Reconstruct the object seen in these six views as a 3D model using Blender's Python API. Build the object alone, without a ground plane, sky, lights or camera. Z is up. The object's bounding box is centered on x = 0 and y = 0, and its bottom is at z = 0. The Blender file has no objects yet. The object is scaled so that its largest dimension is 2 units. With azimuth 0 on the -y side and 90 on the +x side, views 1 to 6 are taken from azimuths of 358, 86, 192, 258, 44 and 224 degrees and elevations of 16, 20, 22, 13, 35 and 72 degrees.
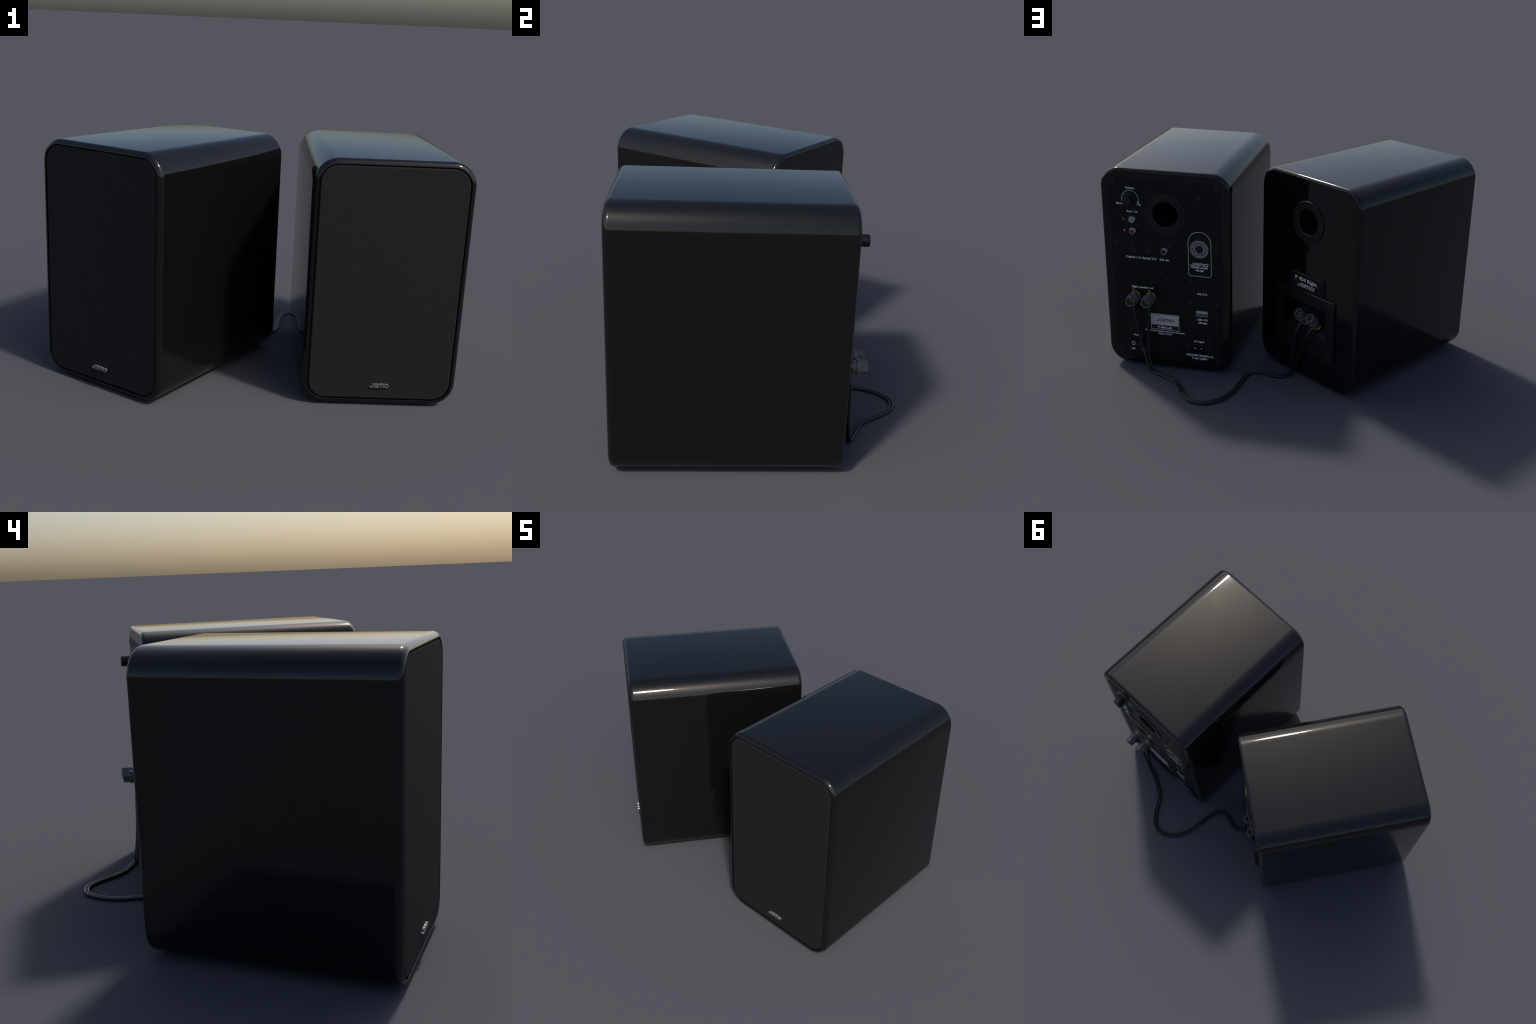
"""A pair of gloss-black bookshelf loudspeakers (one powered, one passive) joined by a twin speaker lead."""
import bpy, math, random
from mathutils import Vector, Matrix
from math import pi, sin, cos, radians

random.seed(7)
COL = bpy.context.scene.collection

# ------------------------------------------------------------------ sizes (metres in the scoring frame)
W, D, H = 0.7352, 0.9906, 1.1810          # cabinet width, depth, height
R_CORNER = 0.1122                          # big rounding seen from the front
R_FRONT, R_REAR = 0.0275, 0.0204           # edge fillets
SOFT = radians(2.3)                        # how far the lacquer shading rolls over at the edge of each flat
LIFT = 0.0080                              # cabinet stands on thin feet
ZC = LIFT + H / 2                          # cabinet centre height
YF, YR = -D / 2, D / 2                     # front / rear planes (local)
POSE_ACTIVE = (0.6316, -0.1238, 0.0021)    # x, y, yaw
POSE_PASSIVE = (-0.4256, -0.1110, -0.6092)


# ------------------------------------------------------------------ materials
def material(name, colour, rough=0.5, metallic=0.0, spec=0.5, build=None, **extra):
    m = bpy.data.materials.new(name)
    m.use_nodes = True
    b = m.node_tree.nodes["Principled BSDF"]
    b.inputs["Base Color"].default_value = (*colour, 1)
    b.inputs["Roughness"].default_value = rough
    b.inputs["Metallic"].default_value = metallic
    b.inputs["Specular IOR Level"].default_value = spec
    for k, v in extra.items():
        b.inputs[k.replace("_", " ")].default_value = v
    if build:
        build(m.node_tree, b)
    return m


def node(t, kind, **kw):
    n = t.nodes.new(kind)
    for k, v in kw.items():
        setattr(n, k, v)
    return n


def noise_rough(lo, hi, scale, detail=4.0, from_min=0.45, from_max=0.75):
    def f(t, b):
        co = node(t, "ShaderNodeTexCoord")
        nz = node(t, "ShaderNodeTexNoise")
        nz.inputs["Scale"].default_value = scale
        nz.inputs["Detail"].default_value = detail
        mp = node(t, "ShaderNodeMapRange")
        mp.inputs["From Min"].default_value = from_min
        mp.inputs["From Max"].default_value = from_max
        mp.inputs["To Min"].default_value = lo
        mp.inputs["To Max"].default_value = hi
        t.links.new(co.outputs["Object"], nz.inputs["Vector"])
        t.links.new(nz.outputs["Fac"], mp.inputs["Value"])
        t.links.new(mp.outputs["Result"], b.inputs["Roughness"])
    return f


def plastic_grain(colour, scale=900, bump=0.25, var=0.25):
    def f(t, b):
        co = node(t, "ShaderNodeTexCoord")
        nz = node(t, "ShaderNodeTexNoise")
        nz.inputs["Scale"].default_value = scale
        nz.inputs["Detail"].default_value = 2.0
        big = node(t, "ShaderNodeTexNoise")
        big.inputs["Scale"].default_value = 22
        ramp = node(t, "ShaderNodeMapRange")
        ramp.inputs["From Min"].default_value = 0.35
        ramp.inputs["From Max"].default_value = 0.65
        ramp.inputs["To Min"].default_value = 1 - var
        ramp.inputs["To Max"].default_value = 1 + var
        mul = node(t, "ShaderNodeVectorMath", operation="SCALE")
        mul.inputs[0].default_value = colour
        bp = node(t, "ShaderNodeBump")
        bp.inputs["Strength"].default_value = bump
        bp.inputs["Distance"].default_value = 0.0006
        for n in (nz, big):
            t.links.new(co.outputs["Object"], n.inputs["Vector"])
        t.links.new(big.outputs["Fac"], ramp.inputs["Value"])
        t.links.new(ramp.outputs["Result"], mul.inputs["Scale"])
        t.links.new(mul.outputs["Vector"], b.inputs["Base Color"])
        t.links.new(nz.outputs["Fac"], bp.inputs["Height"])
        t.links.new(bp.outputs["Normal"], b.inputs["Normal"])
    return f


def grille_weave(dark, light):
    """Fine diagonal twill of the stretched front cloth."""
    def f(t, b):
        co = node(t, "ShaderNodeTexCoord")
        w1 = node(t, "ShaderNodeTexWave", wave_type="BANDS", bands_direction="X", wave_profile="SIN")
        w2 = node(t, "ShaderNodeTexWave", wave_type="BANDS", bands_direction="X", wave_profile="SIN")
        m1 = node(t, "ShaderNodeMapping")
        m2 = node(t, "ShaderNodeMapping")
        m1.inputs["Rotation"].default_value = (0, radians(43), 0)
        m2.inputs["Rotation"].default_value = (0, radians(-47), 0)
        period = 0.0086
        w1.inputs["Scale"].default_value = 2 * pi / period / 20
        w2.inputs["Scale"].default_value = 2 * pi / (period * 0.55) / 20
        for w in (w1, w2):
            w.inputs["Distortion"].default_value = 0.0
        nz = node(t, "ShaderNodeTexNoise")
        nz.inputs["Scale"].default_value = 350
        add = node(t, "ShaderNodeMath", operation="MULTIPLY_ADD")
        add.inputs[1].default_value = 0.10
        add2 = node(t, "ShaderNodeMath", operation="MULTIPLY_ADD")
        add2.inputs[1].default_value = 0.35
        ramp = node(t, "ShaderNodeMix", data_type="RGBA")
        ramp.inputs["A"].default_value = (*dark, 1)
        ramp.inputs["B"].default_value = (*light, 1)
        sc = node(t, "ShaderNodeMapRange")
        sc.inputs["From Min"].default_value = 0.1
        sc.inputs["From Max"].default_value = 1.3
        bp = node(t, "ShaderNodeBump")
        bp.inputs["Strength"].default_value = 0.15
        bp.inputs["Distance"].default_value = 0.001
        t.links.new(co.outputs["Object"], m1.inputs["Vector"])
        t.links.new(co.outputs["Object"], m2.inputs["Vector"])
        t.links.new(co.outputs["Object"], nz.inputs["Vector"])
        t.links.new(m1.outputs["Vector"], w1.inputs["Vector"])
        t.links.new(m2.outputs["Vector"], w2.inputs["Vector"])
        t.links.new(w2.outputs["Fac"], add.inputs[0])
        t.links.new(w1.outputs["Fac"], add.inputs[2])
        t.links.new(nz.outputs["Fac"], add2.inputs[0])
        t.links.new(add.outputs["Value"], add2.inputs[2])
        t.links.new(add2.outputs["Value"], sc.inputs["Value"])
        t.links.new(sc.outputs["Result"], ramp.inputs["Factor"])
        t.links.new(ramp.outputs["Result"], b.inputs["Base Color"])
        t.links.new(add2.outputs["Value"], bp.inputs["Height"])
        t.links.new(bp.outputs["Normal"], b.inputs["Normal"])
    return f


M = {}
M["lacquer"] = material("black_piano_lacquer", (0.0060, 0.0060, 0.0062), 0.07, build=noise_rough(0.055, 0.085, 9.0, 6.0, 0.52, 0.75))
M["cloth"] = material("grille_cloth", (0.03, 0.03, 0.03), 0.8, spec=0.22, build=grille_weave((0.0105, 0.0105, 0.0105), (0.0195, 0.0195, 0.0195)))
M["panel"] = material("black_panel_plastic", (0.0042, 0.0042, 0.0044), 0.45, spec=0.32, build=plastic_grain((0.0042, 0.0042, 0.0044)))
M["port"] = material("port_plastic", (0.0085, 0.0088, 0.0095), 0.42, spec=0.4, build=plastic_grain((0.0085, 0.0088, 0.0095), 500, 0.3, 0.1))
M["cup"] = material("terminal_cup_plastic", (0.0075, 0.0075, 0.008), 0.42, spec=0.4, build=plastic_grain((0.0075, 0.0075, 0.008), 700, 0.15, 0.1))
M["hole"] = material("unlit_cavity_black", (0.002, 0.002, 0.002), 0.9, spec=0.1)
M["screw"] = material("blackened_screw", (0.013, 0.0135, 0.015), 0.55, 0.0)
M["print"] = material("white_print", (0.84, 0.81, 0.78), 0.6)
M["silver_label"] = material("silver_label_ink", (0.60, 0.575, 0.56), 0.5, build=plastic_grain((0.60, 0.575, 0.56), 400, 0.05, 0.06))
M["black_print"] = material("black_label_ink", (0.008, 0.008, 0.008), 0.55)
M["chrome"] = material("nickel_plate", (0.62, 0.66, 0.72), 0.22, 1.0)
M["logo"] = material("brushed_logo_metal", (0.42, 0.42, 0.43), 0.34, 0.65)
M["white_insert"] = material("white_socket_insert", (0.45, 0.46, 0.48), 0.5)
M["red_insert"] = material("red_socket_insert", (0.35, 0.012, 0.014), 0.45)
M["black_insert"] = material("black_socket_insert", (0.01, 0.01, 0.01), 0.5)
M["knob"] = material("knob_plastic", (0.012, 0.0125, 0.014), 0.4)
M["post"] = material("smoked_clear_plastic", (0.145, 0.147, 0.152), 0.3, Transmission_Weight=0.2)
M["brass"] = material("gold_plate", (0.40, 0.33, 0.17), 0.35, 0.85)
M["copper"] = material("bare_copper", (0.70, 0.26, 0.17), 0.4, 0.6)
M["sheath"] = material("wire_insulation", (0.010, 0.0105, 0.011), 0.34)
M["grey"] = material("dull_steel_shadow", (0.10, 0.105, 0.115), 0.5, 0.5)
M["rubber"] = material("rubber_foot", (0.01, 0.01, 0.01), 0.8)


# ------------------------------------------------------------------ mesh building helpers
class Shell:
    """Collects faces with exact vertex normals, then makes one mesh."""
    def __init__(self):
        self.v, self.n, self.f, self.m = [], [], [], []

    def vert(self, p, n):
        self.v.append(Vector(p))
        self.n.append(Vector(n).normalized())
        return len(self.v) - 1

    def face(self, idx, mat=0):
        a, b, c = (self.v[i] for i in idx[:3])
        nf = (b - a).cross(c - a)
        if len(idx) > 4:                      # robust normal for polygons
            nf = Vector()
            for i, j in zip(idx, idx[1:] + idx[:1]):
                nf += self.v[i].cross(self.v[j])
        if nf.dot(sum((self.n[i] for i in idx), Vector())) < 0:
            idx = idx[::-1]
        self.f.append(tuple(idx))
        self.m.append(mat)

    def add_mesh(self, verts, faces, normal, mat=0):
        base = [self.vert(p, normal) for p in verts]
        for f in faces:
            self.face([base[i] for i in f], mat)

    def mesh(self, name, mats):
        me = bpy.data.meshes.new(name)
        me.from_pydata([tuple(p) for p in self.v], [], self.f)
        for m in mats:
            me.materials.append(m)
        me.polygons.foreach_set("material_index", self.m)
        me.polygons.foreach_set("use_smooth", [True] * len(self.f))
        me.update()
        me.normals_split_custom_set_from_vertices([tuple(n) for n in self.n])
        return me


def rounded_rect(hw, hh, r, seg=14, soft=0.0):
    """Closed outline in the x-z plane as a function of the inset: [(x, z, nx, nz)]."""
    def section(inset=0.0):
        rr = max(r - inset, 1e-4)
        w, h = hw - inset, hh - inset
        rr = min(rr, w, h)
        out = []
        for k, (sx, sz) in enumerate(((1, 1), (-1, 1), (-1, -1), (1, -1))):
            for i in range(seg + 1):
                a = pi / 2 * (k + i / seg)
                b = min(max(a, pi / 2 * k + soft), pi / 2 * (k + 1) - soft)       # shading normal eased into the flats
                out.append((sx * (w - rr) + rr * cos(a), sz * (h - rr) + rr * sin(a), cos(b), sin(b)))
        return out
    return section


def circle(r, seg=48):
    def section(inset=0.0):
        q = r - inset
        return [(q * cos(2 * pi * i / seg), q * sin(2 * pi * i / seg), cos(2 * pi * i / seg), sin(2 * pi * i / seg)) for i in range(seg)]
    return section


def line(p, q, flip=False):
    """Profile strip (inset, y) -> (inset, y) with the normal on its left-hand side of travel."""
    dx, dy = q[0] - p[0], q[1] - p[1]
    L = math.hypot(dx, dy)
    a, b = dy / L, dx / L                     # outward component, y component
    n = (a, b) if not flip else (-a, -b)
    return [(*p, *n), (*q, *n)]


def arc(c, r, a0, a1, n=8, inside=False):
    """Quarter-type profile strip: inset = c0 - r cos(a), y = c1 + r sin(a); normal (cos a, sin a)."""
    s = -1 if inside else 1
    out = []
    for i in range(n + 1):
        a = radians(a0 + (a1 - a0) * i / n)
        out.append((c[0] - r * cos(a), c[1] + r * sin(a), s * cos(a), s * sin(a)))
    return out


def loft(shell, section, strips, origin=(0, 0, 0), mat=0, frame=None):
    """Sweep a section through profile strips. Section x-z plane, profile along y."""
    o = Vector(origin)
    fr = frame or Matrix.Identity(3)
    for st in strips:
        rings = []
        for inset, y, na, nb in st:
            rings.append([shell.vert(o + fr @ Vector((x, y, z)), fr @ Vector((nx * na, nb, nz * na))) for x, z, nx, nz in section(inset)])
        for a, b in zip(rings, rings[1:]):
            k = len(a)
            for i in range(k):
                j = (i + 1) % k
                shell.face([a[i], a[j], b[j], b[i]], mat)


def cap(shell, section, inset, y, ny, origin=(0, 0, 0), mat=0, frame=None):
    o = Vector(origin)
    fr = frame or Matrix.Identity(3)
    pts, seen = [], None
    for x, z, _, _ in section(inset):
        if seen is None or (x - seen[0]) ** 2 + (z - seen[1]) ** 2 > 1e-12:
            pts.append((x, z))
            seen = (x, z)
    shell.face([shell.vert(o + fr @ Vector((x, y, z)), fr @ Vector((0, ny, 0))) for x, z in pts], mat)


def fill_outlines(outlines, extrude=0.0):
    """Triangulate closed x-z outlines (inner ones become holes) with a filled 2D curve."""
    cu = bpy.data.curves.new("outline_fill", "CURVE")
    cu.dimensions, cu.fill_mode = "2D", "BOTH" if extrude else "FRONT"
    cu.extrude = extrude
    for pts in outlines:
        sp = cu.splines.new("POLY")
        sp.points.add(len(pts) - 1)
        for p, q in zip(sp.points, pts):
            p.co = (q[0], q[1], 0, 1)
        sp.use_cyclic_u = True
    ob = bpy.data.objects.new("outline_fill", cu)
    COL.objects.link(ob)
    me = bpy.data.meshes.new_from_object(ob.evaluated_get(bpy.context.evaluated_depsgraph_get()))
    bpy.data.objects.remove(ob)
    bpy.data.curves.remove(cu)
    return me


def holed_cap(shell, outlines, y, ny, mat=0):
    me = fill_outlines(outlines)
    shell.add_mesh([(v.co.x, y, v.co.y) for v in me.vertices], [list(p.vertices) for p in me.polygons], (0, ny, 0), mat)
    bpy.data.meshes.remove(me)


def outline(section, inset=0.0, cx=0.0, cz=0.0):
    pts = []
    for x, z, _, _ in section(inset):
        if not pts or abs(pts[-1][0] - x - cx) + abs(pts[-1][1] - z - cz) > 1e-6:
            pts.append((x + cx, z + cz))
    return pts


def obj(name, data, parent, **props):
    o = bpy.data.objects.new(name, data)
    COL.objects.link(o)
    o.parent = parent
    for k, v in props.items():
        o[k] = v
    return o


def tube_mesh(name, paths, radius, mat, sides=12):
    """Round tubes along smooth paths (lists of Vectors), closed with flat ends."""
    sh = Shell()
    for pts in paths:
        up = Vector((0.31, 0.17, 0.93))
        rings = []
        for i, p in enumerate(pts):
            t = (pts[min(i + 1, len(pts) - 1)] - pts[max(i - 1, 0)]).normalized()
            u = (up - t * up.dot(t)).normalized()
            w = t.cross(u)
            up = u
            rings.append([sh.vert(p + radius * (u * cos(2 * pi * k / sides) + w * sin(2 * pi * k / sides)), u * cos(2 * pi * k / sides) + w * sin(2 * pi * k / sides)) for k in range(sides)])
        for a, b in zip(rings, rings[1:]):
            for k in range(sides):
                sh.face([a[k], a[(k + 1) % sides], b[(k + 1) % sides], b[k]])
        for ring, s, q in ((rings[0], -1, 1), (rings[-1], 1, -2)):
            t = (pts[1] - pts[0]) if s < 0 else (pts[-1] - pts[-2])
            sh.face([sh.vert(sh.v[k], t.normalized() * s) for k in ring])
    return sh.mesh(name, [mat])


def catmull(ctrl, step=0.006):
    c = [Vector(p) for p in ctrl]
    c = [2 * c[0] - c[1]] + c + [2 * c[-1] - c[-2]]
    out = []
    for i in range(1, len(c) - 2):
        p0, p1, p2, p3 = c[i - 1:i + 3]
        n = max(2, int((p2 - p1).length / step))
        d01, d12, d23 = (max((b - a).length, 1e-6) ** 0.5 for a, b in ((p0, p1), (p1, p2), (p2, p3)))
        m1 = (p1 - p0) / d01 - (p2 - p0) / (d01 + d12) + (p2 - p1) / d12
        m2 = (p2 - p1) / d12 - (p3 - p1) / (d12 + d23) + (p3 - p2) / d23
        m1 *= d12
        m2 *= d12
        for k in range(n):
            t = k / n
            out.append((2 * t ** 3 - 3 * t * t + 1) * p1 + (t ** 3 - 2 * t * t + t) * m1 + (3 * t * t - 2 * t ** 3) * p2 + (t ** 3 - t * t) * m2)
    out.append(c[-2])
    return out


# ------------------------------------------------------------------ lettering
REAR = Matrix(((-1, 0, 0), (0, 0, 1), (0, 1, 0)))       # text x -> -x, text y -> z, text z -> +y
FRONT = Matrix(((1, 0, 0), (0, 0, -1), (0, 1, 0)))      # text x -> +x, text y -> z, text z -> -y


def place_flat(me, face, cx, y, cz):
    """Map a mesh drawn in the x-y plane on to the front or rear of a cabinet."""
    me.transform(Matrix.Translation((cx, y, cz)) @ face.to_4x4())
    me.update()
    return me


def flat_mesh(me, mat):
    me.materials.clear()
    me.materials.append(mat)
    me.polygons.foreach_set("material_index", [0] * len(me.polygons))
    me.polygons.foreach_set("use_smooth", [False] * len(me.polygons))
    return me


def text_mesh(body, width, height, bold=0.03, depth=0.0005):
    """Printed words from the built-in font, fitted to a width and to a line height."""
    cu = bpy.data.curves.new("lettering", "FONT")
    cu.body, cu.align_x, cu.size = body, "CENTER", 1.0
    cu.offset = bold * 0.5
    cu.resolution_u = 3
    ob = bpy.data.objects.new("lettering", cu)
    COL.objects.link(ob)
    me = bpy.data.meshes.new_from_object(ob.evaluated_get(bpy.context.evaluated_depsgraph_get()))
    bpy.data.objects.remove(ob)
    bpy.data.curves.remove(cu)
    xs = [v.co.x for v in me.vertices]
    sx = width / (max(xs) - min(xs))
    mid = (max(xs) + min(xs)) / 2
    sy = height / 0.70                       # cap height of the built-in face
    for v in me.vertices:
        v.co = ((v.co.x - mid) * sx, (v.co.y - 0.35) * sy, depth)
    return me


def bend(cx, cy, r, a0, a1, n=6, ry=None):
    ry = ry or r
    return [(cx + r * cos(radians(a0 + (a1 - a0) * i / n)), cy + ry * sin(radians(a0 + (a1 - a0) * i / n))) for i in range(n + 1)]


def wordmark_outlines(t=0.2, mark=False):
    """Wide rounded J-a-m-o letters; unit height, about 4.65 wide."""
    o = []
    # J: ribbon with a hook to the left
    spine = [(0.10, 0.47), (0.12, 0.33), (0.20, 0.2), (0.34, t / 2)] + [(0.58, t / 2)] + bend(0.60, 0.36, 0.26, -85, 0, 5) + [(0.86, 1.0)]
    left, right = [], []
    for i, (x, y) in enumerate(spine):
        ax, ay = spine[max(i - 1, 0)]
        bx, by = spine[min(i + 1, len(spine) - 1)]
        L = math.hypot(bx - ax, by - ay)
        nx, ny = -(by - ay) / L * t / 2, (bx - ax) / L * t / 2
        left.append((x + nx, y + ny))
        right.append((x - nx, y - ny))
    o.append(left + right[::-1])
    # a
    x0 = 1.10
    o.append([(x0 + x, y) for x, y in [(0.10, 0.82), (0.12, 1.0)] + bend(0.80, 0.74, 0.25, 90, 0, 5, 0.26) + [(1.05, 0.0)] + bend(0.26, 0.30, 0.26, 270, 90, 8, 0.30) + [(0.85, 0.60), (0.85, 0.74), (0.76, 0.82)]])
    o.append([(x0 + x, y) for x, y in [(0.85, 0.17), (0.85, 0.45)] + bend(0.30, 0.31, 0.10, 90, 270, 5, 0.14)])
    # m
    x0 = 2.28
    o.append([(x0 + x, y) for x, y in [(0, 0), (0, 1)] + bend(1.08, 0.74, 0.24, 90, 0, 5, 0.26) + [(1.32, 0), (1.12, 0), (1.12, 0.70), (1.05, 0.81), (0.76, 0.81), (0.76, 0), (0.56, 0), (0.56, 0.81), (0.2, 0.81), (0.2, 0)]])
    # o
    x0 = 3.72
    ring = rounded_rect(0.52, 0.5, 0.46, 6)
    o.append(outline(ring, 0.0, x0 + 0.52, 0.5))
    o.append(outline(ring, t * 0.98, x0 + 0.52, 0.5))
    if mark:                                   # small registered ring
        o.append(outline(circle(0.13, 12), 0.0, 4.93, 0.9))
        o.append(outline(circle(0.08, 12), 0.0, 4.93, 0.9))
    return o


def wordmark(width, height, depth=0.0, mark=False, t=0.2):
    """depth 0: a printed mark, one sided; otherwise solid letters `depth` thick, back at zero."""
    outs = wordmark_outlines(t, mark)
    full = 5.06 if mark else 4.76
    outs = [[((x - full / 2) / full * width, (y - 0.5) * height) for x, y in q] for q in outs]
    me = fill_outlines(outs, depth / 2)
    for v in me.vertices:
        v.co.z += depth / 2
    return me


# ------------------------------------------------------------------ parts shared by both cabinets
def build_cabinet(name, parent, rear_holes):
    sh = Shell()
    sec = rounded_rect(W / 2, H / 2, R_CORNER, 20, SOFT)
    cs, ss = cos(SOFT), sin(SOFT)
    rim, lip, deep = 0.0235, 0.0024, 0.0105
    r = R_FRONT
    end = math.degrees(math.acos((r - (rim - lip * 0.4)) / r))          # where the inner lip takes over
    strips = [
        line((rim + 0.001, YF + deep), (rim + 0.001, YF + lip + 0.001), flip=True),
        [(rim + 0.001 - lip * (1 - cos(a)) * 0.6, YF + 0.0008 + lip * (1 - sin(a)), -cos(a), -sin(a)) for a in (radians(d) for d in range(0, 91, 15))],
        [(r - r * cos(a), YF + r - r * sin(a), cos(max(a, SOFT)), -sin(max(a, SOFT))) for a in (radians(end - end * i / 12) for i in range(13))],
        [(0, YF + r, cs, -ss), (0, YR - R_REAR, cs, ss)],
        [(R_REAR - R_REAR * cos(a), YR - R_REAR + R_REAR * sin(a), cos(max(a, SOFT)), sin(max(a, SOFT))) for a in (radians(90 * i / 12) for i in range(13))],
    ]
    loft(sh, sec, strips, (0, 0, ZC))
    cap(sh, sec, rim + 0.001, YF + deep, -1, (0, 0, ZC), 1)
    outs = [outline(sec, R_REAR, 0, ZC)] + rear_holes
    holed_cap(sh, outs, YR, 1)
    return obj("cabinet", sh.mesh(name, [M["lacquer"], M["hole"]]), parent)


def build_grille(parent):
    sh = Shell()
    hw, z0, z1 = 0.3386, 0.0372, 1.1598
    sec = rounded_rect(hw, (z1 - z0) / 2, 0.0835, 18)
    r = 0.0075
    y = YF + 0.0008
    o = (0, 0, (z0 + z1) / 2)
    loft(sh, sec, [line((0, YF + 0.0104), (0, y + r)),
                   [(r - r * cos(a), y + r - r * sin(a), cos(a), -sin(a)) for a in (radians(90 * i / 8) for i in range(9))]], o)
    cap(sh, sec, r, y, -1, o)
    g = obj("grille", sh.mesh("grille_cloth_panel", [M["cloth"]]), parent)
    me = flat_mesh(wordmark(0.0920, 0.0188, 0.0092, t=0.19), M["logo"])
    place_flat(me, FRONT, 0, y + 0.0006, 0.1075)
    obj("logo_badge", me, g)
    return g


def build_port(parent):
    """Bass-reflex port: raised ring flange flowing into a tube."""
    sh = Shell()
    sec = circle(0.1165, 72)
    proud, edge, flare = 0.0075, 0.004, 0.007
    inner = 0.1165 - 0.0745
    strips = [
        line((0, YR - 0.001), (0, YR + proud - edge)),
        [(edge - edge * cos(a), YR + proud - edge + edge * sin(a), cos(a), sin(a)) for a in (radians(15 * i) for i in range(7))],
        [(edge, YR + proud, 0, 1), (inner - 0.003, YR + proud, 0, 1)],
        [(inner - 0.003 + flare * sin(a), YR + proud - flare * (1 - cos(a)), -sin(a), cos(a)) for a in (radians(9 * i) for i in range(11))],
        [(inner - 0.003 + flare, YR + proud - flare, -1, 0), (inner - 0.003 + flare, YR - 0.46, -1, 0)],
    ]
    loft(sh, sec, strips, (0, 0, 0.944))
    cap(sh, sec, inner - 0.003 + flare, YR - 0.46, 1, (0, 0, 0.944), 1)
    return obj("bass_port", sh.mesh("bass_port", [M["port"], M["hole"]]), parent)


def screw_mesh(name, r, height=0.0022):
    """Low pan-head screw with a sunken cross slot."""
    sh = Shell()
    sec = circle(r, 28)
    e = height * 0.8
    loft(sh, sec, [line((0, 0), (0, height - e)),
                   [(e * 1.6 * (1 - cos(a)), height - e + e * sin(a), cos(a) * 0.6, sin(a)) for a in (radians(18 * i) for i in range(6))]])
    s, l = r * 0.13, r * 0.58
    cross = [(s, s), (l, s), (l, -s), (s, -s), (s, -l), (-s, -l), (-s, -s), (-l, -s), (-l, s), (-s, s), (-s, l), (s, l)]
    holed_cap(sh, [outline(sec, e * 1.6), cross], height, 1)
    for (x0, z0), (x1, z1) in zip(cross, cross[1:] + cross[:1]):
        n = Vector((z1 - z0, 0, -(x1 - x0)))
        n = -n if n.dot(Vector(((x0 + x1) / 2, 0, (z0 + z1) / 2))) > 0 else n
        sh.face([sh.vert((x0, height, z0), n), sh.vert((x1, height, z1), n), sh.vert((x1, 0.0003, z1), n), sh.vert((x0, 0.0003, z0), n)], 1)
    sh.face([sh.vert((x, 0.0003, z), (0, 1, 0)) for x, z in cross], 1)
    return sh.mesh(name, [M["screw"], M["panel"]])


def scatter_screws(mesh, spots, y, parent):
    for x, z in spots:
        o = obj("screw", mesh, parent)
        o.matrix_local = Matrix.Translation((x, y, z)) @ Matrix.Rotation(random.uniform(0, pi / 2), 4, "Y")


def feet(parent):
    sh = Shell()
    sec = circle(0.032, 32)
    loft(sh, sec, [line((0.003, 0.0), (0.0, 0.003)), line((0, 0.003), (0, 0.014))], frame=Matrix.Rotation(pi / 2, 3, "X"))
    cap(sh, sec, 0.003, 0.0, -1, frame=Matrix.Rotation(pi / 2, 3, "X"))
    me = sh.mesh("rubber_foot", [M["rubber"]])
    for sx in (-1, 1):
        for sy in (-1, 1):
            obj("foot", me, parent).location = (sx * (W / 2 - 0.15), sy * (D / 2 - 0.13), 0)


# ------------------------------------------------------------------ binding posts
def post_meshes():
    """Screw-down terminal: gold seat and stem, smoked collar and hollow hexagonal nut."""
    metal = Shell()
    s = circle(0.0295, 36)
    loft(metal, s, [line((0, 0), (0, 0.007)), line((0, 0.007), (0.003, 0.0095)), line((0.003, 0.0095), (0.0195, 0.0095))])
    stem = circle(0.0135, 24)
    loft(metal, stem, [line((0, 0.0095), (0, 0.076)), line((0, 0.076), (0.004, 0.076)), line((0.004, 0.076), (0.004, 0.060), flip=True)])
    cap(metal, stem, 0.004, 0.060, 1, mat=1)
    plastic = Shell()
    c1, c2 = circle(0.0275, 40), circle(0.0335, 40)
    cap(plastic, c1, 0.0, 0.0300, -1)
    loft(plastic, c1, [line((0, 0.0300), (0, 0.0480))])
    loft(plastic, c2, [line((0.006, 0.0475), (0.0012, 0.0475)), line((0.0012, 0.0475), (0, 0.0487)), line((0, 0.0487), (0, 0.0630)), line((0, 0.0630), (0.0015, 0.0645)), line((0.0015, 0.0645), (0.012, 0.0645))])
    # hexagonal nut with a round bore
    rh, rb, y0, y1 = 0.0300, 0.0215, 0.0645, 0.0965
    hexa = [(rh * cos(pi / 3 * k), rh * sin(pi / 3 * k)) for k in range(6)]
    for (x0, z0), (x1, z1) in zip(hexa, hexa[1:] + hexa[:1]):
        n = ((x0 + x1) / 2, 0, (z0 + z1) / 2)
        plastic.face([plastic.vert((x0, y0, z0), n), plastic.vert((x1, y0, z1), n), plastic.vert((x1, y1, z1), n), plastic.vert((x0, y1, z0), n)])
    bore = circle(rb, 32)
    holed_cap(plastic, [hexa, outline(bore)], y1, 1)
    loft(plastic, bore, [line((0, y1), (0, 0.052), flip=True)])
    cap(plastic, bore, 0, 0.052, 1)
    return metal.mesh("post_metal", [M["brass"], M["copper"]]), plastic.mesh("post_nut", [M["post"]])


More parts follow.
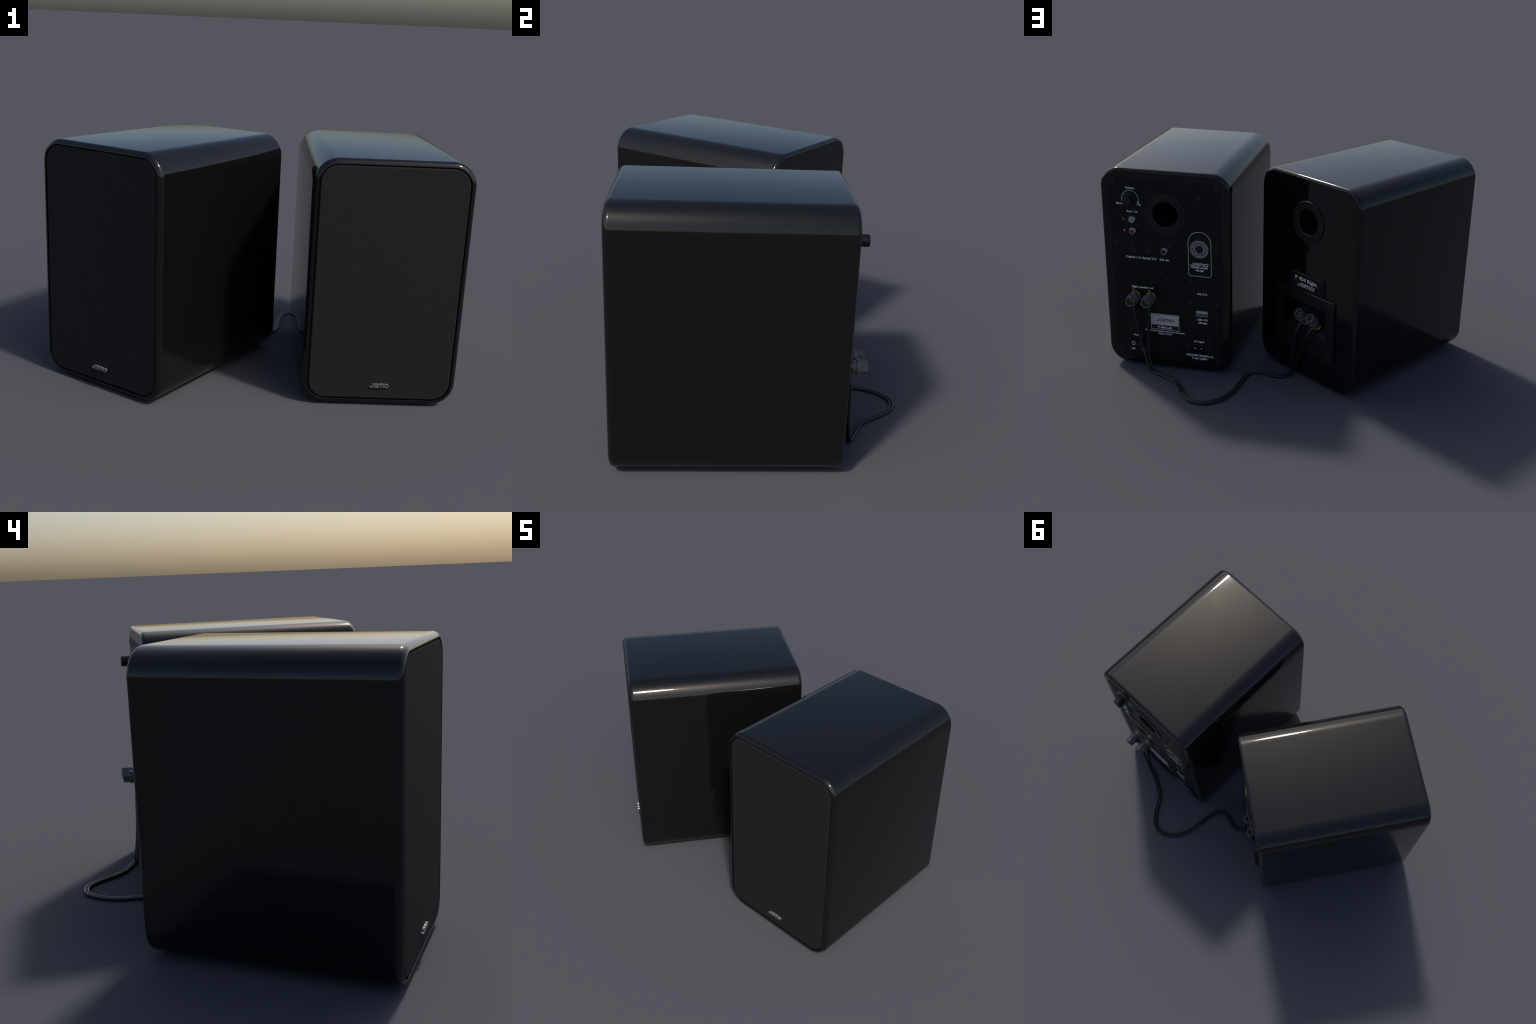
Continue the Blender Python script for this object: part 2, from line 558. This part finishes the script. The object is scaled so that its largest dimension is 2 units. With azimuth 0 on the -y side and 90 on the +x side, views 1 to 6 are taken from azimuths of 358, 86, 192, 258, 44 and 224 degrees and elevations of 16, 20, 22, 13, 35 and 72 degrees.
def add_post(meshes, parent, pos, tilt, spin):
    metal, plastic = meshes
    mat = Matrix.Translation(pos) @ Matrix.Rotation(tilt, 4, "X") @ Matrix.Rotation(spin, 4, "Y")
    p = obj("binding_post", metal, parent)
    p.matrix_local = mat
    obj("post_nut", plastic, p)


# ------------------------------------------------------------------ the powered speaker
def thing(name, pose, label, category):
    e = bpy.data.objects.new(name, None)
    COL.objects.link(e)
    e.location = (pose[0], pose[1], 0)
    e.rotation_euler = (0, 0, pose[2])
    e["label"], e["category"] = label, category
    return e


POSTS = post_meshes()
SCREW_BIG, SCREW_SMALL = screw_mesh("panel_screw", 0.0130), screw_mesh("socket_screw", 0.0112)

active = thing("powered_speaker", POSE_ACTIVE, "gloss black powered bookshelf speaker with rear connection panel", "loudspeaker")
HOLE = outline(circle(0.078, 64), 0, 0, 0.944)
build_cabinet("powered_cabinet", active, [HOLE])
build_grille(active)
feet(active)

# rear panel plate
YP = YR + 0.0022
sh = Shell()
psec = rounded_rect(0.3165, 0.541, 0.030, 10)
PZ = 0.593
e = 0.0016
loft(sh, psec, [line((0, YR - 0.001), (0, YP - e)), [(e - e * cos(a), YP - e + e * sin(a), cos(a), sin(a)) for a in (radians(22.5 * i) for i in range(5))]], (0, 0, PZ))
holed_cap(sh, [outline(psec, e, 0, PZ), HOLE], YP, 1)
panel = obj("rear_panel", sh.mesh("rear_panel", [M["panel"]]), active)
build_port(active)
for z in (1.107, 0.761, 0.430, 0.088):
    scatter_screws(SCREW_BIG, [(-0.2895, z), (0.2895, z)], YP, panel)
scatter_screws(SCREW_SMALL, [(-0.187, 1.042), (0.191, 0.772), (0.108, 0.773), (-0.019, 0.763), (-0.187, 0.830), (0.226, 0.868), (0.161, 0.865), (-0.188, 0.760),
                             (0.137, 0.562), (0.0, 0.562), (-0.139, 0.562), (-0.132, 0.439), (0.222, 0.284), (-0.163, 0.284), (-0.236, 0.216), (-0.106, 0.150), (-0.237, 0.150)], YP, panel)


def printed(text, x0, x1, z, h, mat="print", y=YP, parent=None, bold=0.075):
    me = flat_mesh(text_mesh(text, abs(x0 - x1), h, bold), M[mat])
    place_flat(me, REAR, (x0 + x1) / 2, y, z)
    obj("printed_text", me, parent or panel)


CAPH = 0.0118
for text, x0, x1, z in (
        ("Volume", 0.223, 0.168, 1.0815), ("Down", 0.277, 0.230, 0.990), ("Up", 0.158, 0.136, 0.991),
        ("Aux 1 in", 0.221, 0.158, 0.9485), ("L", 0.2425, 0.2355, 0.902), ("R", 0.2415, 0.2325, 0.836),
        ("Optical 1 in", 0.236, 0.151, 0.681), ("Optical 2 in", 0.144, 0.060, 0.681), ("Sub out", 0.040, -0.015, 0.6805),
        ("Right speaker out", 0.211, 0.083, 0.502), ("Aux 2 in", -0.171, -0.229, 0.496),
        ("USB +5V", -0.169, -0.232, 0.3365), ("charge", -0.175, -0.225, 0.3185), ("AC input", -0.145, -0.208, 0.197),
        ("~220-240V 50/60Hz 1A", -0.092, -0.261, 0.107), ("T1.0A L250V", -0.130, -0.224, 0.0875),
        ("Power", 0.214, 0.168, 0.197), ("Off", 0.234, 0.211, 0.1045), ("On", 0.172, 0.150, 0.1045)):
    printed(text, x0, x1, z, CAPH)
printed("Designed and Engineered by Jamo Denmark", 0.143, -0.093, 0.2375, 0.0088)
printed("Made in China", 0.064, -0.014, 0.2225, 0.0088)
printed("Wireless receiver", -0.140, -0.237, 0.6535, 0.0098)
printed("WR 200", -0.165, -0.212, 0.6355, 0.0105)


def stroke_mesh(centre, t, closed=False):
    """Printed line of thickness t along a 2D path (x, z)."""
    n = len(centre)
    me = bpy.data.meshes.new("printed_line")
    vs, fs = [], []
    for i, (x, z) in enumerate(centre):
        a = centre[(i - 1) % n] if closed or i else centre[0]
        b = centre[(i + 1) % n] if closed or i < n - 1 else centre[-1]
        L = math.hypot(b[0] - a[0], b[1] - a[1])
        nx, nz = -(b[1] - a[1]) / L * t / 2, (b[0] - a[0]) / L * t / 2
        vs += [(x + nx, z + nz, 0.0005), (x - nx, z - nz, 0.0005)]
    for i in range(n if closed else n - 1):
        j = (i + 1) % n
        fs.append((2 * i, 2 * i + 1, 2 * j + 1, 2 * j))
    me.from_pydata(vs, [], fs)
    return me


def printed_line(centre, t, closed=False, mat="print", y=YP):
    """`centre` in cabinet (x, z)."""
    me = flat_mesh(stroke_mesh([(-x, z) for x, z in centre], t, closed), M[mat])
    place_flat(me, REAR, 0, y, 0)
    obj("printed_line", me, panel)


# volume arc with arrow heads, wireless badge frame and rings
printed_line(bend(0.1965, 1.0185, 0.0475, 200, -20, 36), 0.0026)
for x, z, a in ((0.2415, 1.0025, -108), (0.1515, 1.0025, -72)):
    me = bpy.data.meshes.new("arrow_head")
    pts = [(cos(radians(a + k)) * q, sin(radians(a + k)) * q, 0.0005) for k, q in ((0, 0.010), (125, 0.0075), (235, 0.0075))]
    me.from_pydata([(-p[0], p[1], p[2]) for p in pts], [], [(0, 2, 1)])
    place_flat(flat_mesh(me, M["print"]), REAR, x, YP, z)
    obj("printed_arrow", me, panel)
BX, BW = -0.1905, 0.0645
frame = bend(BX, 0.7965, BW, 0, 180, 28) + bend(BX - BW + 0.015, 0.616, 0.015, 180, 270, 6) + bend(BX + BW - 0.015, 0.616, 0.015, 270, 360, 6)
printed_line(frame, 0.0026, True)
for r in (0.0495, 0.0415, 0.0330, 0.0245):
    printed_line(bend(BX + 0.002, 0.7605, r, 0, 350, 47), 0.0024, True)
obj("printed_logo", place_flat(flat_mesh(wordmark(0.110, 0.0200, 0, True, 0.22), M["print"]), REAR, -0.1890, YP + 0.0005, 0.6695), panel)

# identity label: silver field, black strip, thin frame
lx, lz, lw, lh = 0.0230, 0.2965, 0.0840, 0.0495


def printed_rect(x, z, hw, hh, mat, y):
    me = bpy.data.meshes.new("printed_field")
    me.from_pydata([(-hw, -hh, 0), (hw, -hh, 0), (hw, hh, 0), (-hw, hh, 0)], [], [(0, 1, 2, 3)])
    obj("printed_field", place_flat(flat_mesh(me, M[mat]), REAR, x, y, z), panel)


printed_rect(lx, lz, lw, lh, "silver_label", YP + 0.0004)
printed_rect(lx, 0.2635, lw - 0.0028, 0.0132, "black_print", YP + 0.0008)
printed_line([(lx + lw - 0.004, 0.3408), (lx - lw + 0.004, 0.3408)], 0.0016, mat="black_print", y=YP + 0.0003)
printed_line([(lx - lw + 0.0045, 0.3408), (lx - lw + 0.0045, 0.2775)], 0.0014, mat="black_print", y=YP + 0.0003)
obj("printed_logo", place_flat(flat_mesh(wordmark(0.112, 0.0190, 0, True, 0.2), M["black_print"]), REAR, 0.0200, YP + 0.0008, 0.3085), panel)
printed("P 404 Left", 0.066, -0.017, 0.2630, 0.0135, y=YP + 0.0006)

# volume knob: skirt plus fluted grip
sh = Shell()
loft(sh, circle(0.0355, 40), [line((0, 0), (0, 0.010)), line((0, 0.010), (0.0025, 0.0125)), line((0.0025, 0.0125), (0.013, 0.0125))])


def fluted(r, ridges=18, depth=0.0016):
    def section(inset=0.0):
        out = []
        k = ridges * 4
        for i in range(k):
            a = 2 * pi * i / k
            q = r - inset - (depth if i % 4 in (2, 3) else 0)
            out.append((q * cos(a), q * sin(a), cos(a), sin(a)))
        return out
    return section


grip = fluted(0.0258, 12, 0.0030)
loft(sh, grip, [line((0, 0.0125), (0, 0.056)), line((0, 0.056), (0.0025, 0.0585))])
cap(sh, grip, 0.0025, 0.0585, 1)
knob = obj("volume_knob", sh.mesh("volume_knob", [M["knob"]]), panel)
knob.location = (0.1980, YP, 1.0195)
pm = bpy.data.meshes.new("knob_pointer")
pm.from_pydata([(-0.0012, 0.0590, 0.006), (0.0012, 0.0590, 0.006), (0.0012, 0.0590, 0.021), (-0.0012, 0.0590, 0.021)], [], [(0, 3, 2, 1)])
flat_mesh(pm, M["port"])
ptr = obj("knob_pointer", pm, knob)
ptr.rotation_euler = (0, radians(-150), 0)


# phono sockets
def phono(x, z, insert):
    sh = Shell()
    loft(sh, circle(0.0235, 36), [line((0, 0), (0, 0.004)), line((0, 0.004), (0.001, 0.005)), line((0.001, 0.005), (0.009, 0.005))], mat=1)
    barrel = circle(0.0172, 36)
    loft(sh, barrel, [line((0, 0.005), (0, 0.0080)), line((0, 0.0080), (0.0016, 0.0092)), line((0.0016, 0.0092), (0.0016, 0.0110)), line((0.0016, 0.0110), (0, 0.0122)),
                      line((0, 0.0122), (0, 0.0205)), line((0, 0.0205), (0.0012, 0.0220)), line((0.0012, 0.0220), (0.0042, 0.0220)), line((0.0042, 0.0220), (0.0042, 0.0190), flip=True)], mat=0)
    ins = circle(0.0130, 36)
    loft(sh, ins, [line((0, 0.0195), (0.0080, 0.0195)), line((0.0080, 0.0195), (0.0080, 0.008), flip=True)], mat=2)
    cap(sh, ins, 0.0080, 0.008, 1, mat=1)
    o = obj("phono_socket", sh.mesh("phono_socket", [M["chrome"], M["black_insert"], M[insert]]), panel)
    o.location = (x, YP, z)


phono(0.1865, 0.9055, "white_insert")
phono(0.1865, 0.8385, "red_insert")
phono(0.0085, 0.7355, "black_insert")

# optical sockets with a shuttered window
for x in (0.191, 0.1085):
    sh = Shell()
    s1, s2 = rounded_rect(0.0215, 0.0180, 0.002, 3), rounded_rect(0.0130, 0.0135, 0.0045, 4)
    loft(sh, s1, [line((0, 0), (0, 0.0022)), line((0, 0.0022), (0.0008, 0.003))])
    holed_cap(sh, [outline(s1, 0.0008), outline(s2, 0, 0.001, -0.0005)], 0.003, 1)
    loft(sh, s2, [line((0, 0.003), (0, 0.0008), flip=True)], (0.001, 0, -0.0005))
    cap(sh, s2, 0, 0.0008, 1, (0.001, 0, -0.0005), 1)
    o = obj("optical_socket", sh.mesh("optical_socket", [M["port"], M["knob"]]), panel)
    o.location = (x, YP, 0.7235)

# mini-jack socket
sh = Shell()
ring = circle(0.0172, 32)
loft(sh, ring, [line((0, 0), (0, 0.0025)), line((0, 0.0025), (0.0012, 0.0035)), line((0.0012, 0.0035), (0.0085, 0.0035)), line((0.0085, 0.0035), (0.0085, 0.0004), flip=True)])
cap(sh, ring, 0.0085, 0.0004, 1, mat=1)
obj("mini_jack_socket", sh.mesh("mini_jack_socket", [M["port"], M["hole"]]), panel).location = (-0.1975, YP, 0.4385)

# USB socket
sh = Shell()
us = rounded_rect(0.0350, 0.0170, 0.005, 5)
loft(sh, us, [line((0, 0), (0, 0.0040)), line((0, 0.0040), (0.0006, 0.0046)), line((0.0006, 0.0046), (0.0036, 0.0046)), line((0.0036, 0.0046), (0.0036, 0.0004), flip=True)])
cap(sh, us, 0.0036, 0.0004, 1, mat=1)
usb = obj("usb_socket", sh.mesh("usb_socket", [M["chrome"], M["grey"]]), panel)
usb.location = (-0.1965, YP, 0.3745)
sh = Shell()
tongue = rounded_rect(0.0285, 0.0062, 0.001, 2)
loft(sh, tongue, [line((0, 0.0005), (0, 0.0030))], (0, 0, 0.0062))
cap(sh, tongue, 0, 0.0030, 1, (0, 0, 0.0062))
obj("usb_tongue", sh.mesh("usb_tongue", [M["white_insert"]]), usb)

# rocker switch
sh = Shell()
fr, op = rounded_rect(0.0490, 0.0325, 0.003, 3), rounded_rect(0.0415, 0.0255, 0.002, 3)
loft(sh, fr, [line((0, 0), (0, 0.0020)), line((0, 0.0020), (0.0008, 0.0028))])
holed_cap(sh, [outline(fr, 0.0008), outline(op)], 0.0028, 1)
loft(sh, op, [line((0, 0.0028), (0, 0.0004), flip=True)])
cap(sh, op, 0, 0.0004, 1, mat=1)
sw = obj("power_switch", sh.mesh("power_switch", [M["panel"], M["hole"]]), panel)
sw.location = (0.1955, YP, 0.1520)
sh = Shell()                                   # two tilted rocker faces, raised on the "on" side
hx, hz = 0.0405, 0.0205
prof = ((-hx, 0.0110), (0.004, 0.0045), (hx, 0.0030))
for (x0, y0), (x1, y1) in zip(prof, prof[1:]):
    n = (y0 - y1, x1 - x0, 0)
    sh.face([sh.vert((x0, y0, -hz - 0.004), n), sh.vert((x1, y1, -hz - 0.004), n), sh.vert((x1, y1, hz - 0.004), n), sh.vert((x0, y0, hz - 0.004), n)])
    for z, s in ((-hz - 0.004, -1), (hz - 0.004, 1)):
        sh.face([sh.vert((x0, y0, z), (0, 0, s)), sh.vert((x1, y1, z), (0, 0, s)), sh.vert((x1, 0.0006, z), (0, 0, s)), sh.vert((x0, 0.0006, z), (0, 0, s))])
for (x, y), s in ((prof[0], -1), (prof[-1], 1)):
    sh.face([sh.vert((x, y, -hz - 0.004), (s, 0, 0)), sh.vert((x, y, hz - 0.004), (s, 0, 0)), sh.vert((x, 0.0006, hz - 0.004), (s, 0, 0)), sh.vert((x, 0.0006, -hz - 0.004), (s, 0, 0))])
obj("switch_rocker", sh.mesh("switch_rocker", [M["panel"]]), sw)
printed_line([(0.2185 + 0.0092 * cos(2 * pi * i / 24), 0.1415 + 0.0104 * sin(2 * pi * i / 24)) for i in range(24)], 0.0036, True, y=YP + 0.0044)
printed_line([(0.1665, 0.1455), (0.1600, 0.1455)], 0.0026, y=YP + 0.0110)

# figure-of-eight mains inlet
sh = Shell()


def figure8(r, d):
    def section(inset=0.0):
        q, out = r - inset, []
        half = math.degrees(math.acos(min(1, d / q))) - 12
        for c, a0, a1 in ((d, -180 + half, 180 - half), (-d, half, 360 - half)):
            for i in range(21):
                a = radians(a0 + (a1 - a0) * i / 20)
                out.append((c + q * cos(a), q * sin(a), cos(a), sin(a)))
        return out
    return section


f8 = figure8(0.0258, 0.0195)
fo = rounded_rect(0.0465, 0.0270, 0.0268, 10)
loft(sh, fo, [line((0, 0), (0, 0.0022)), line((0, 0.0022), (0.001, 0.0032))])
f8i = figure8(0.0225, 0.0195)
holed_cap(sh, [outline(fo, 0.001), outline(f8i)], 0.0032, 1)
loft(sh, f8i, [line((0, 0.0032), (0, 0.0004), flip=True)])
cap(sh, f8i, 0, 0.0004, 1, mat=1)
inlet = obj("mains_inlet", sh.mesh("mains_inlet", [M["port"], M["hole"]]), panel)
inlet.location = (-0.1735, YP, 0.1520)
sh = Shell()
pin = circle(0.0056, 16)
loft(sh, pin, [line((0, 0.0006), (0, 0.0075)), line((0, 0.0075), (0.002, 0.009))])
cap(sh, pin, 0.002, 0.009, 1)
pin_me = sh.mesh("inlet_pin", [M["chrome"]])
for x in (-0.019, 0.019):
    obj("inlet_pin", pin_me, inlet).location = (x, 0, 0.002)

for x in (0.1895, 0.0995):
    add_post(POSTS, panel, (x, YP, 0.4475), 0.0, radians(20))

# ------------------------------------------------------------------ the passive speaker
passive = thing("passive_speaker", POSE_PASSIVE, "gloss black passive bookshelf speaker with recessed rear terminals", "loudspeaker")
CUPZ = 0.357
rec = rounded_rect(0.161, 0.1165, 0.006, 4)
build_cabinet("passive_cabinet", passive, [HOLE, outline(rounded_rect(0.168, 0.124, 0.008, 4), 0, 0, CUPZ)])
build_grille(passive)
feet(passive)
build_port(passive)

# terminal cup: bevelled flange, stepped floor, sloping terminal board
sh = Shell()
fl = rounded_rect(0.2225, 0.1855, 0.012, 6)
T = 0.0125
b = 0.004
loft(sh, fl, [line((0, YR - 0.001), (0, YR + T - b)), [(b - b * cos(a), YR + T - b + b * sin(a), cos(a), sin(a)) for a in (radians(15 * i) for i in range(7))]], (0, 0, CUPZ))
holed_cap(sh, [outline(fl, b, 0, CUPZ), outline(rec, 0, 0, CUPZ)], YR + T, 1)
zb, zt = CUPZ - 0.1165, CUPZ + 0.1165
hw = 0.161
inner = [(YR + T, zb), (YR - 0.004, zb + 0.003), (YR - 0.006, 0.2960), (YR - 0.050, 0.3330), (YR - 0.090, 0.3710), (YR - 0.095, 0.384), (YR - 0.095, zt), (YR + T, zt)]
for (y0, z0), (y1, z1) in zip(inner, inner[1:]):
    n = Vector((0, z1 - z0, -(y1 - y0)))
    sh.face([sh.vert((-hw, y0, z0), n), sh.vert((hw, y0, z0), n), sh.vert((hw, y1, z1), n), sh.vert((-hw, y1, z1), n)])
for s in (-1, 1):
    sh.face([sh.vert((s * hw, y, z), (-s, 0, 0)) for y, z in inner])
cup = obj("terminal_cup", sh.mesh("terminal_cup", [M["cup"]]), passive)
scatter_screws(SCREW_BIG, [(sx * 0.190, CUPZ + sz * 0.1495) for sx in (-1, 1) for sz in (-1, 1)], YR + T, cup)
TILT = radians(46)
for x in (-0.048, 0.042):
    add_post(POSTS, cup, (x, YR - 0.0515, 0.3330), TILT, radians(30))

# name plate above the cup
sh = Shell()
pl = rounded_rect(0.1315, 0.0450, 0.005, 4)
b = 0.002
t_pl = 0.0085
loft(sh, pl, [line((0, YR - 0.001), (0, YR + t_pl - b)), [(b - b * cos(a), YR + t_pl - b + b * sin(a), cos(a), sin(a)) for a in (radians(18 * i) for i in range(6))]], (-0.006, 0, 0.5935))
cap(sh, pl, b, YR + t_pl, 1, (-0.006, 0, 0.5935))
plate = obj("name_plate", sh.mesh("name_plate", [M["cup"]]), passive)
printed("P 404 Right", 0.079, -0.088, 0.6085, 0.0215, y=YR + t_pl, parent=plate, bold=0.05)
obj("printed_logo", place_flat(flat_mesh(wordmark(0.140, 0.0215, 0, True, 0.21), M["print"]), REAR, -0.005, YR + t_pl + 0.0005, 0.5735), plate)

# ------------------------------------------------------------------ the speaker lead
WIRE = 0.0070
GAP = 0.0072


def to_world(pose, x, y_out, z):
    c, s = cos(pose[2]), sin(pose[2])
    y = YR + y_out
    return Vector((pose[0] + x * c - y * s, pose[1] + x * s + y * c, z))


ground = [(0.672, 0.457), (0.600, 0.492), (0.552, 0.523), (0.511, 0.575), (0.470, 0.636), (0.420, 0.685), (0.372, 0.7015), (0.322, 0.695), (0.276, 0.664), (0.238, 0.617),
          (0.209, 0.548), (0.197, 0.466), (0.187, 0.390), (0.167, 0.328), (0.131, 0.303), (0.085, 0.305), (0.038, 0.320), (-0.007, 0.321), (-0.038, 0.306)]
from_active = {
    +1: [(0.1965, 0.0262, 0.396), (0.195, 0.0285, 0.375), (0.190, 0.033, 0.343), (0.179, 0.0375, 0.279), (0.164, 0.041, 0.215), (0.144, 0.048, 0.132), (0.117, 0.060, 0.059), (0.100, 0.068, 0.027), (0.083, 0.0745, 0.0105)],
    -1: [(0.1035, 0.0262, 0.396), (0.1045, 0.0285, 0.375), (0.107, 0.033, 0.330), (0.109, 0.0375, 0.266), (0.109, 0.042, 0.178), (0.105, 0.049, 0.092), (0.094, 0.058, 0.036), (0.072, 0.0640, 0.0085)],
}
into_passive = {
    +1: [(0.070, 0.031, 0.015), (0.060, 0.032, 0.040), (0.042, 0.033, 0.081), (0.018, 0.034, 0.135), (-0.005, 0.034, 0.186), (-0.032, 0.032, 0.260), (-0.043, 0.025, 0.300), (-0.047, 0.006, 0.3215)],
    -1: [(0.080, 0.031, 0.012), (0.070, 0.031, 0.040), (0.058, 0.031, 0.096), (0.054, 0.031, 0.178), (0.047, 0.030, 0.260), (0.043, 0.024, 0.298), (0.043, 0.006, 0.3200)],
}
sheaths, strands = [], []
for side in (1, -1):
    pts = [to_world(POSE_ACTIVE, *p) for p in from_active[side]]
    for i, (x, y) in enumerate(ground):
        ax, ay = ground[max(i - 1, 0)]
        bx, by = ground[min(i + 1, len(ground) - 1)]
        L = math.hypot(bx - ax, by - ay)
        pts.append(Vector((x + side * GAP * (by - ay) / L, y - side * GAP * (bx - ax) / L, WIRE)))
    pts += [to_world(POSE_PASSIVE, *p) for p in into_passive[side]]
    sheaths.append([Vector((p.x, p.y, max(p.z, WIRE))) for p in catmull(pts)])
    x0 = from_active[side][0][0]
    for dx in (-0.0022, 0.0022):
        strands.append(catmull([to_world(POSE_ACTIVE, x0 + dx, 0.0262, 0.394), to_world(POSE_ACTIVE, x0 - 0.003 + dx * 0.8, 0.0255, 0.45), to_world(POSE_ACTIVE, x0 - 0.002 + dx * 1.3, 0.0255, 0.4985 + dx)]))
    x1 = -0.047 if side > 0 else 0.043
    a, bq = to_world(POSE_PASSIVE, x1, 0.007, 0.3200), to_world(POSE_PASSIVE, -0.048 if side > 0 else 0.042, -0.036, 0.3500)
    strands.append(catmull([a, (a + bq) / 2, bq]))

lead = bpy.data.objects.new("speaker_cable", None)
COL.objects.link(lead)
lead["label"], lead["category"] = "thin black twin speaker cable with bare copper ends", "cable"
lead.location = (0.2, 0.5, 0)
inv = Matrix.Translation((-0.2, -0.5, 0))
for path in sheaths:
    me = tube_mesh("wire", [path], WIRE, M["sheath"], 16)
    me.transform(inv)
    obj("wire", me, lead)
me = tube_mesh("copper_strand", strands, 0.0030, M["copper"], 8)
me.transform(inv)
obj("copper_strand", me, lead)
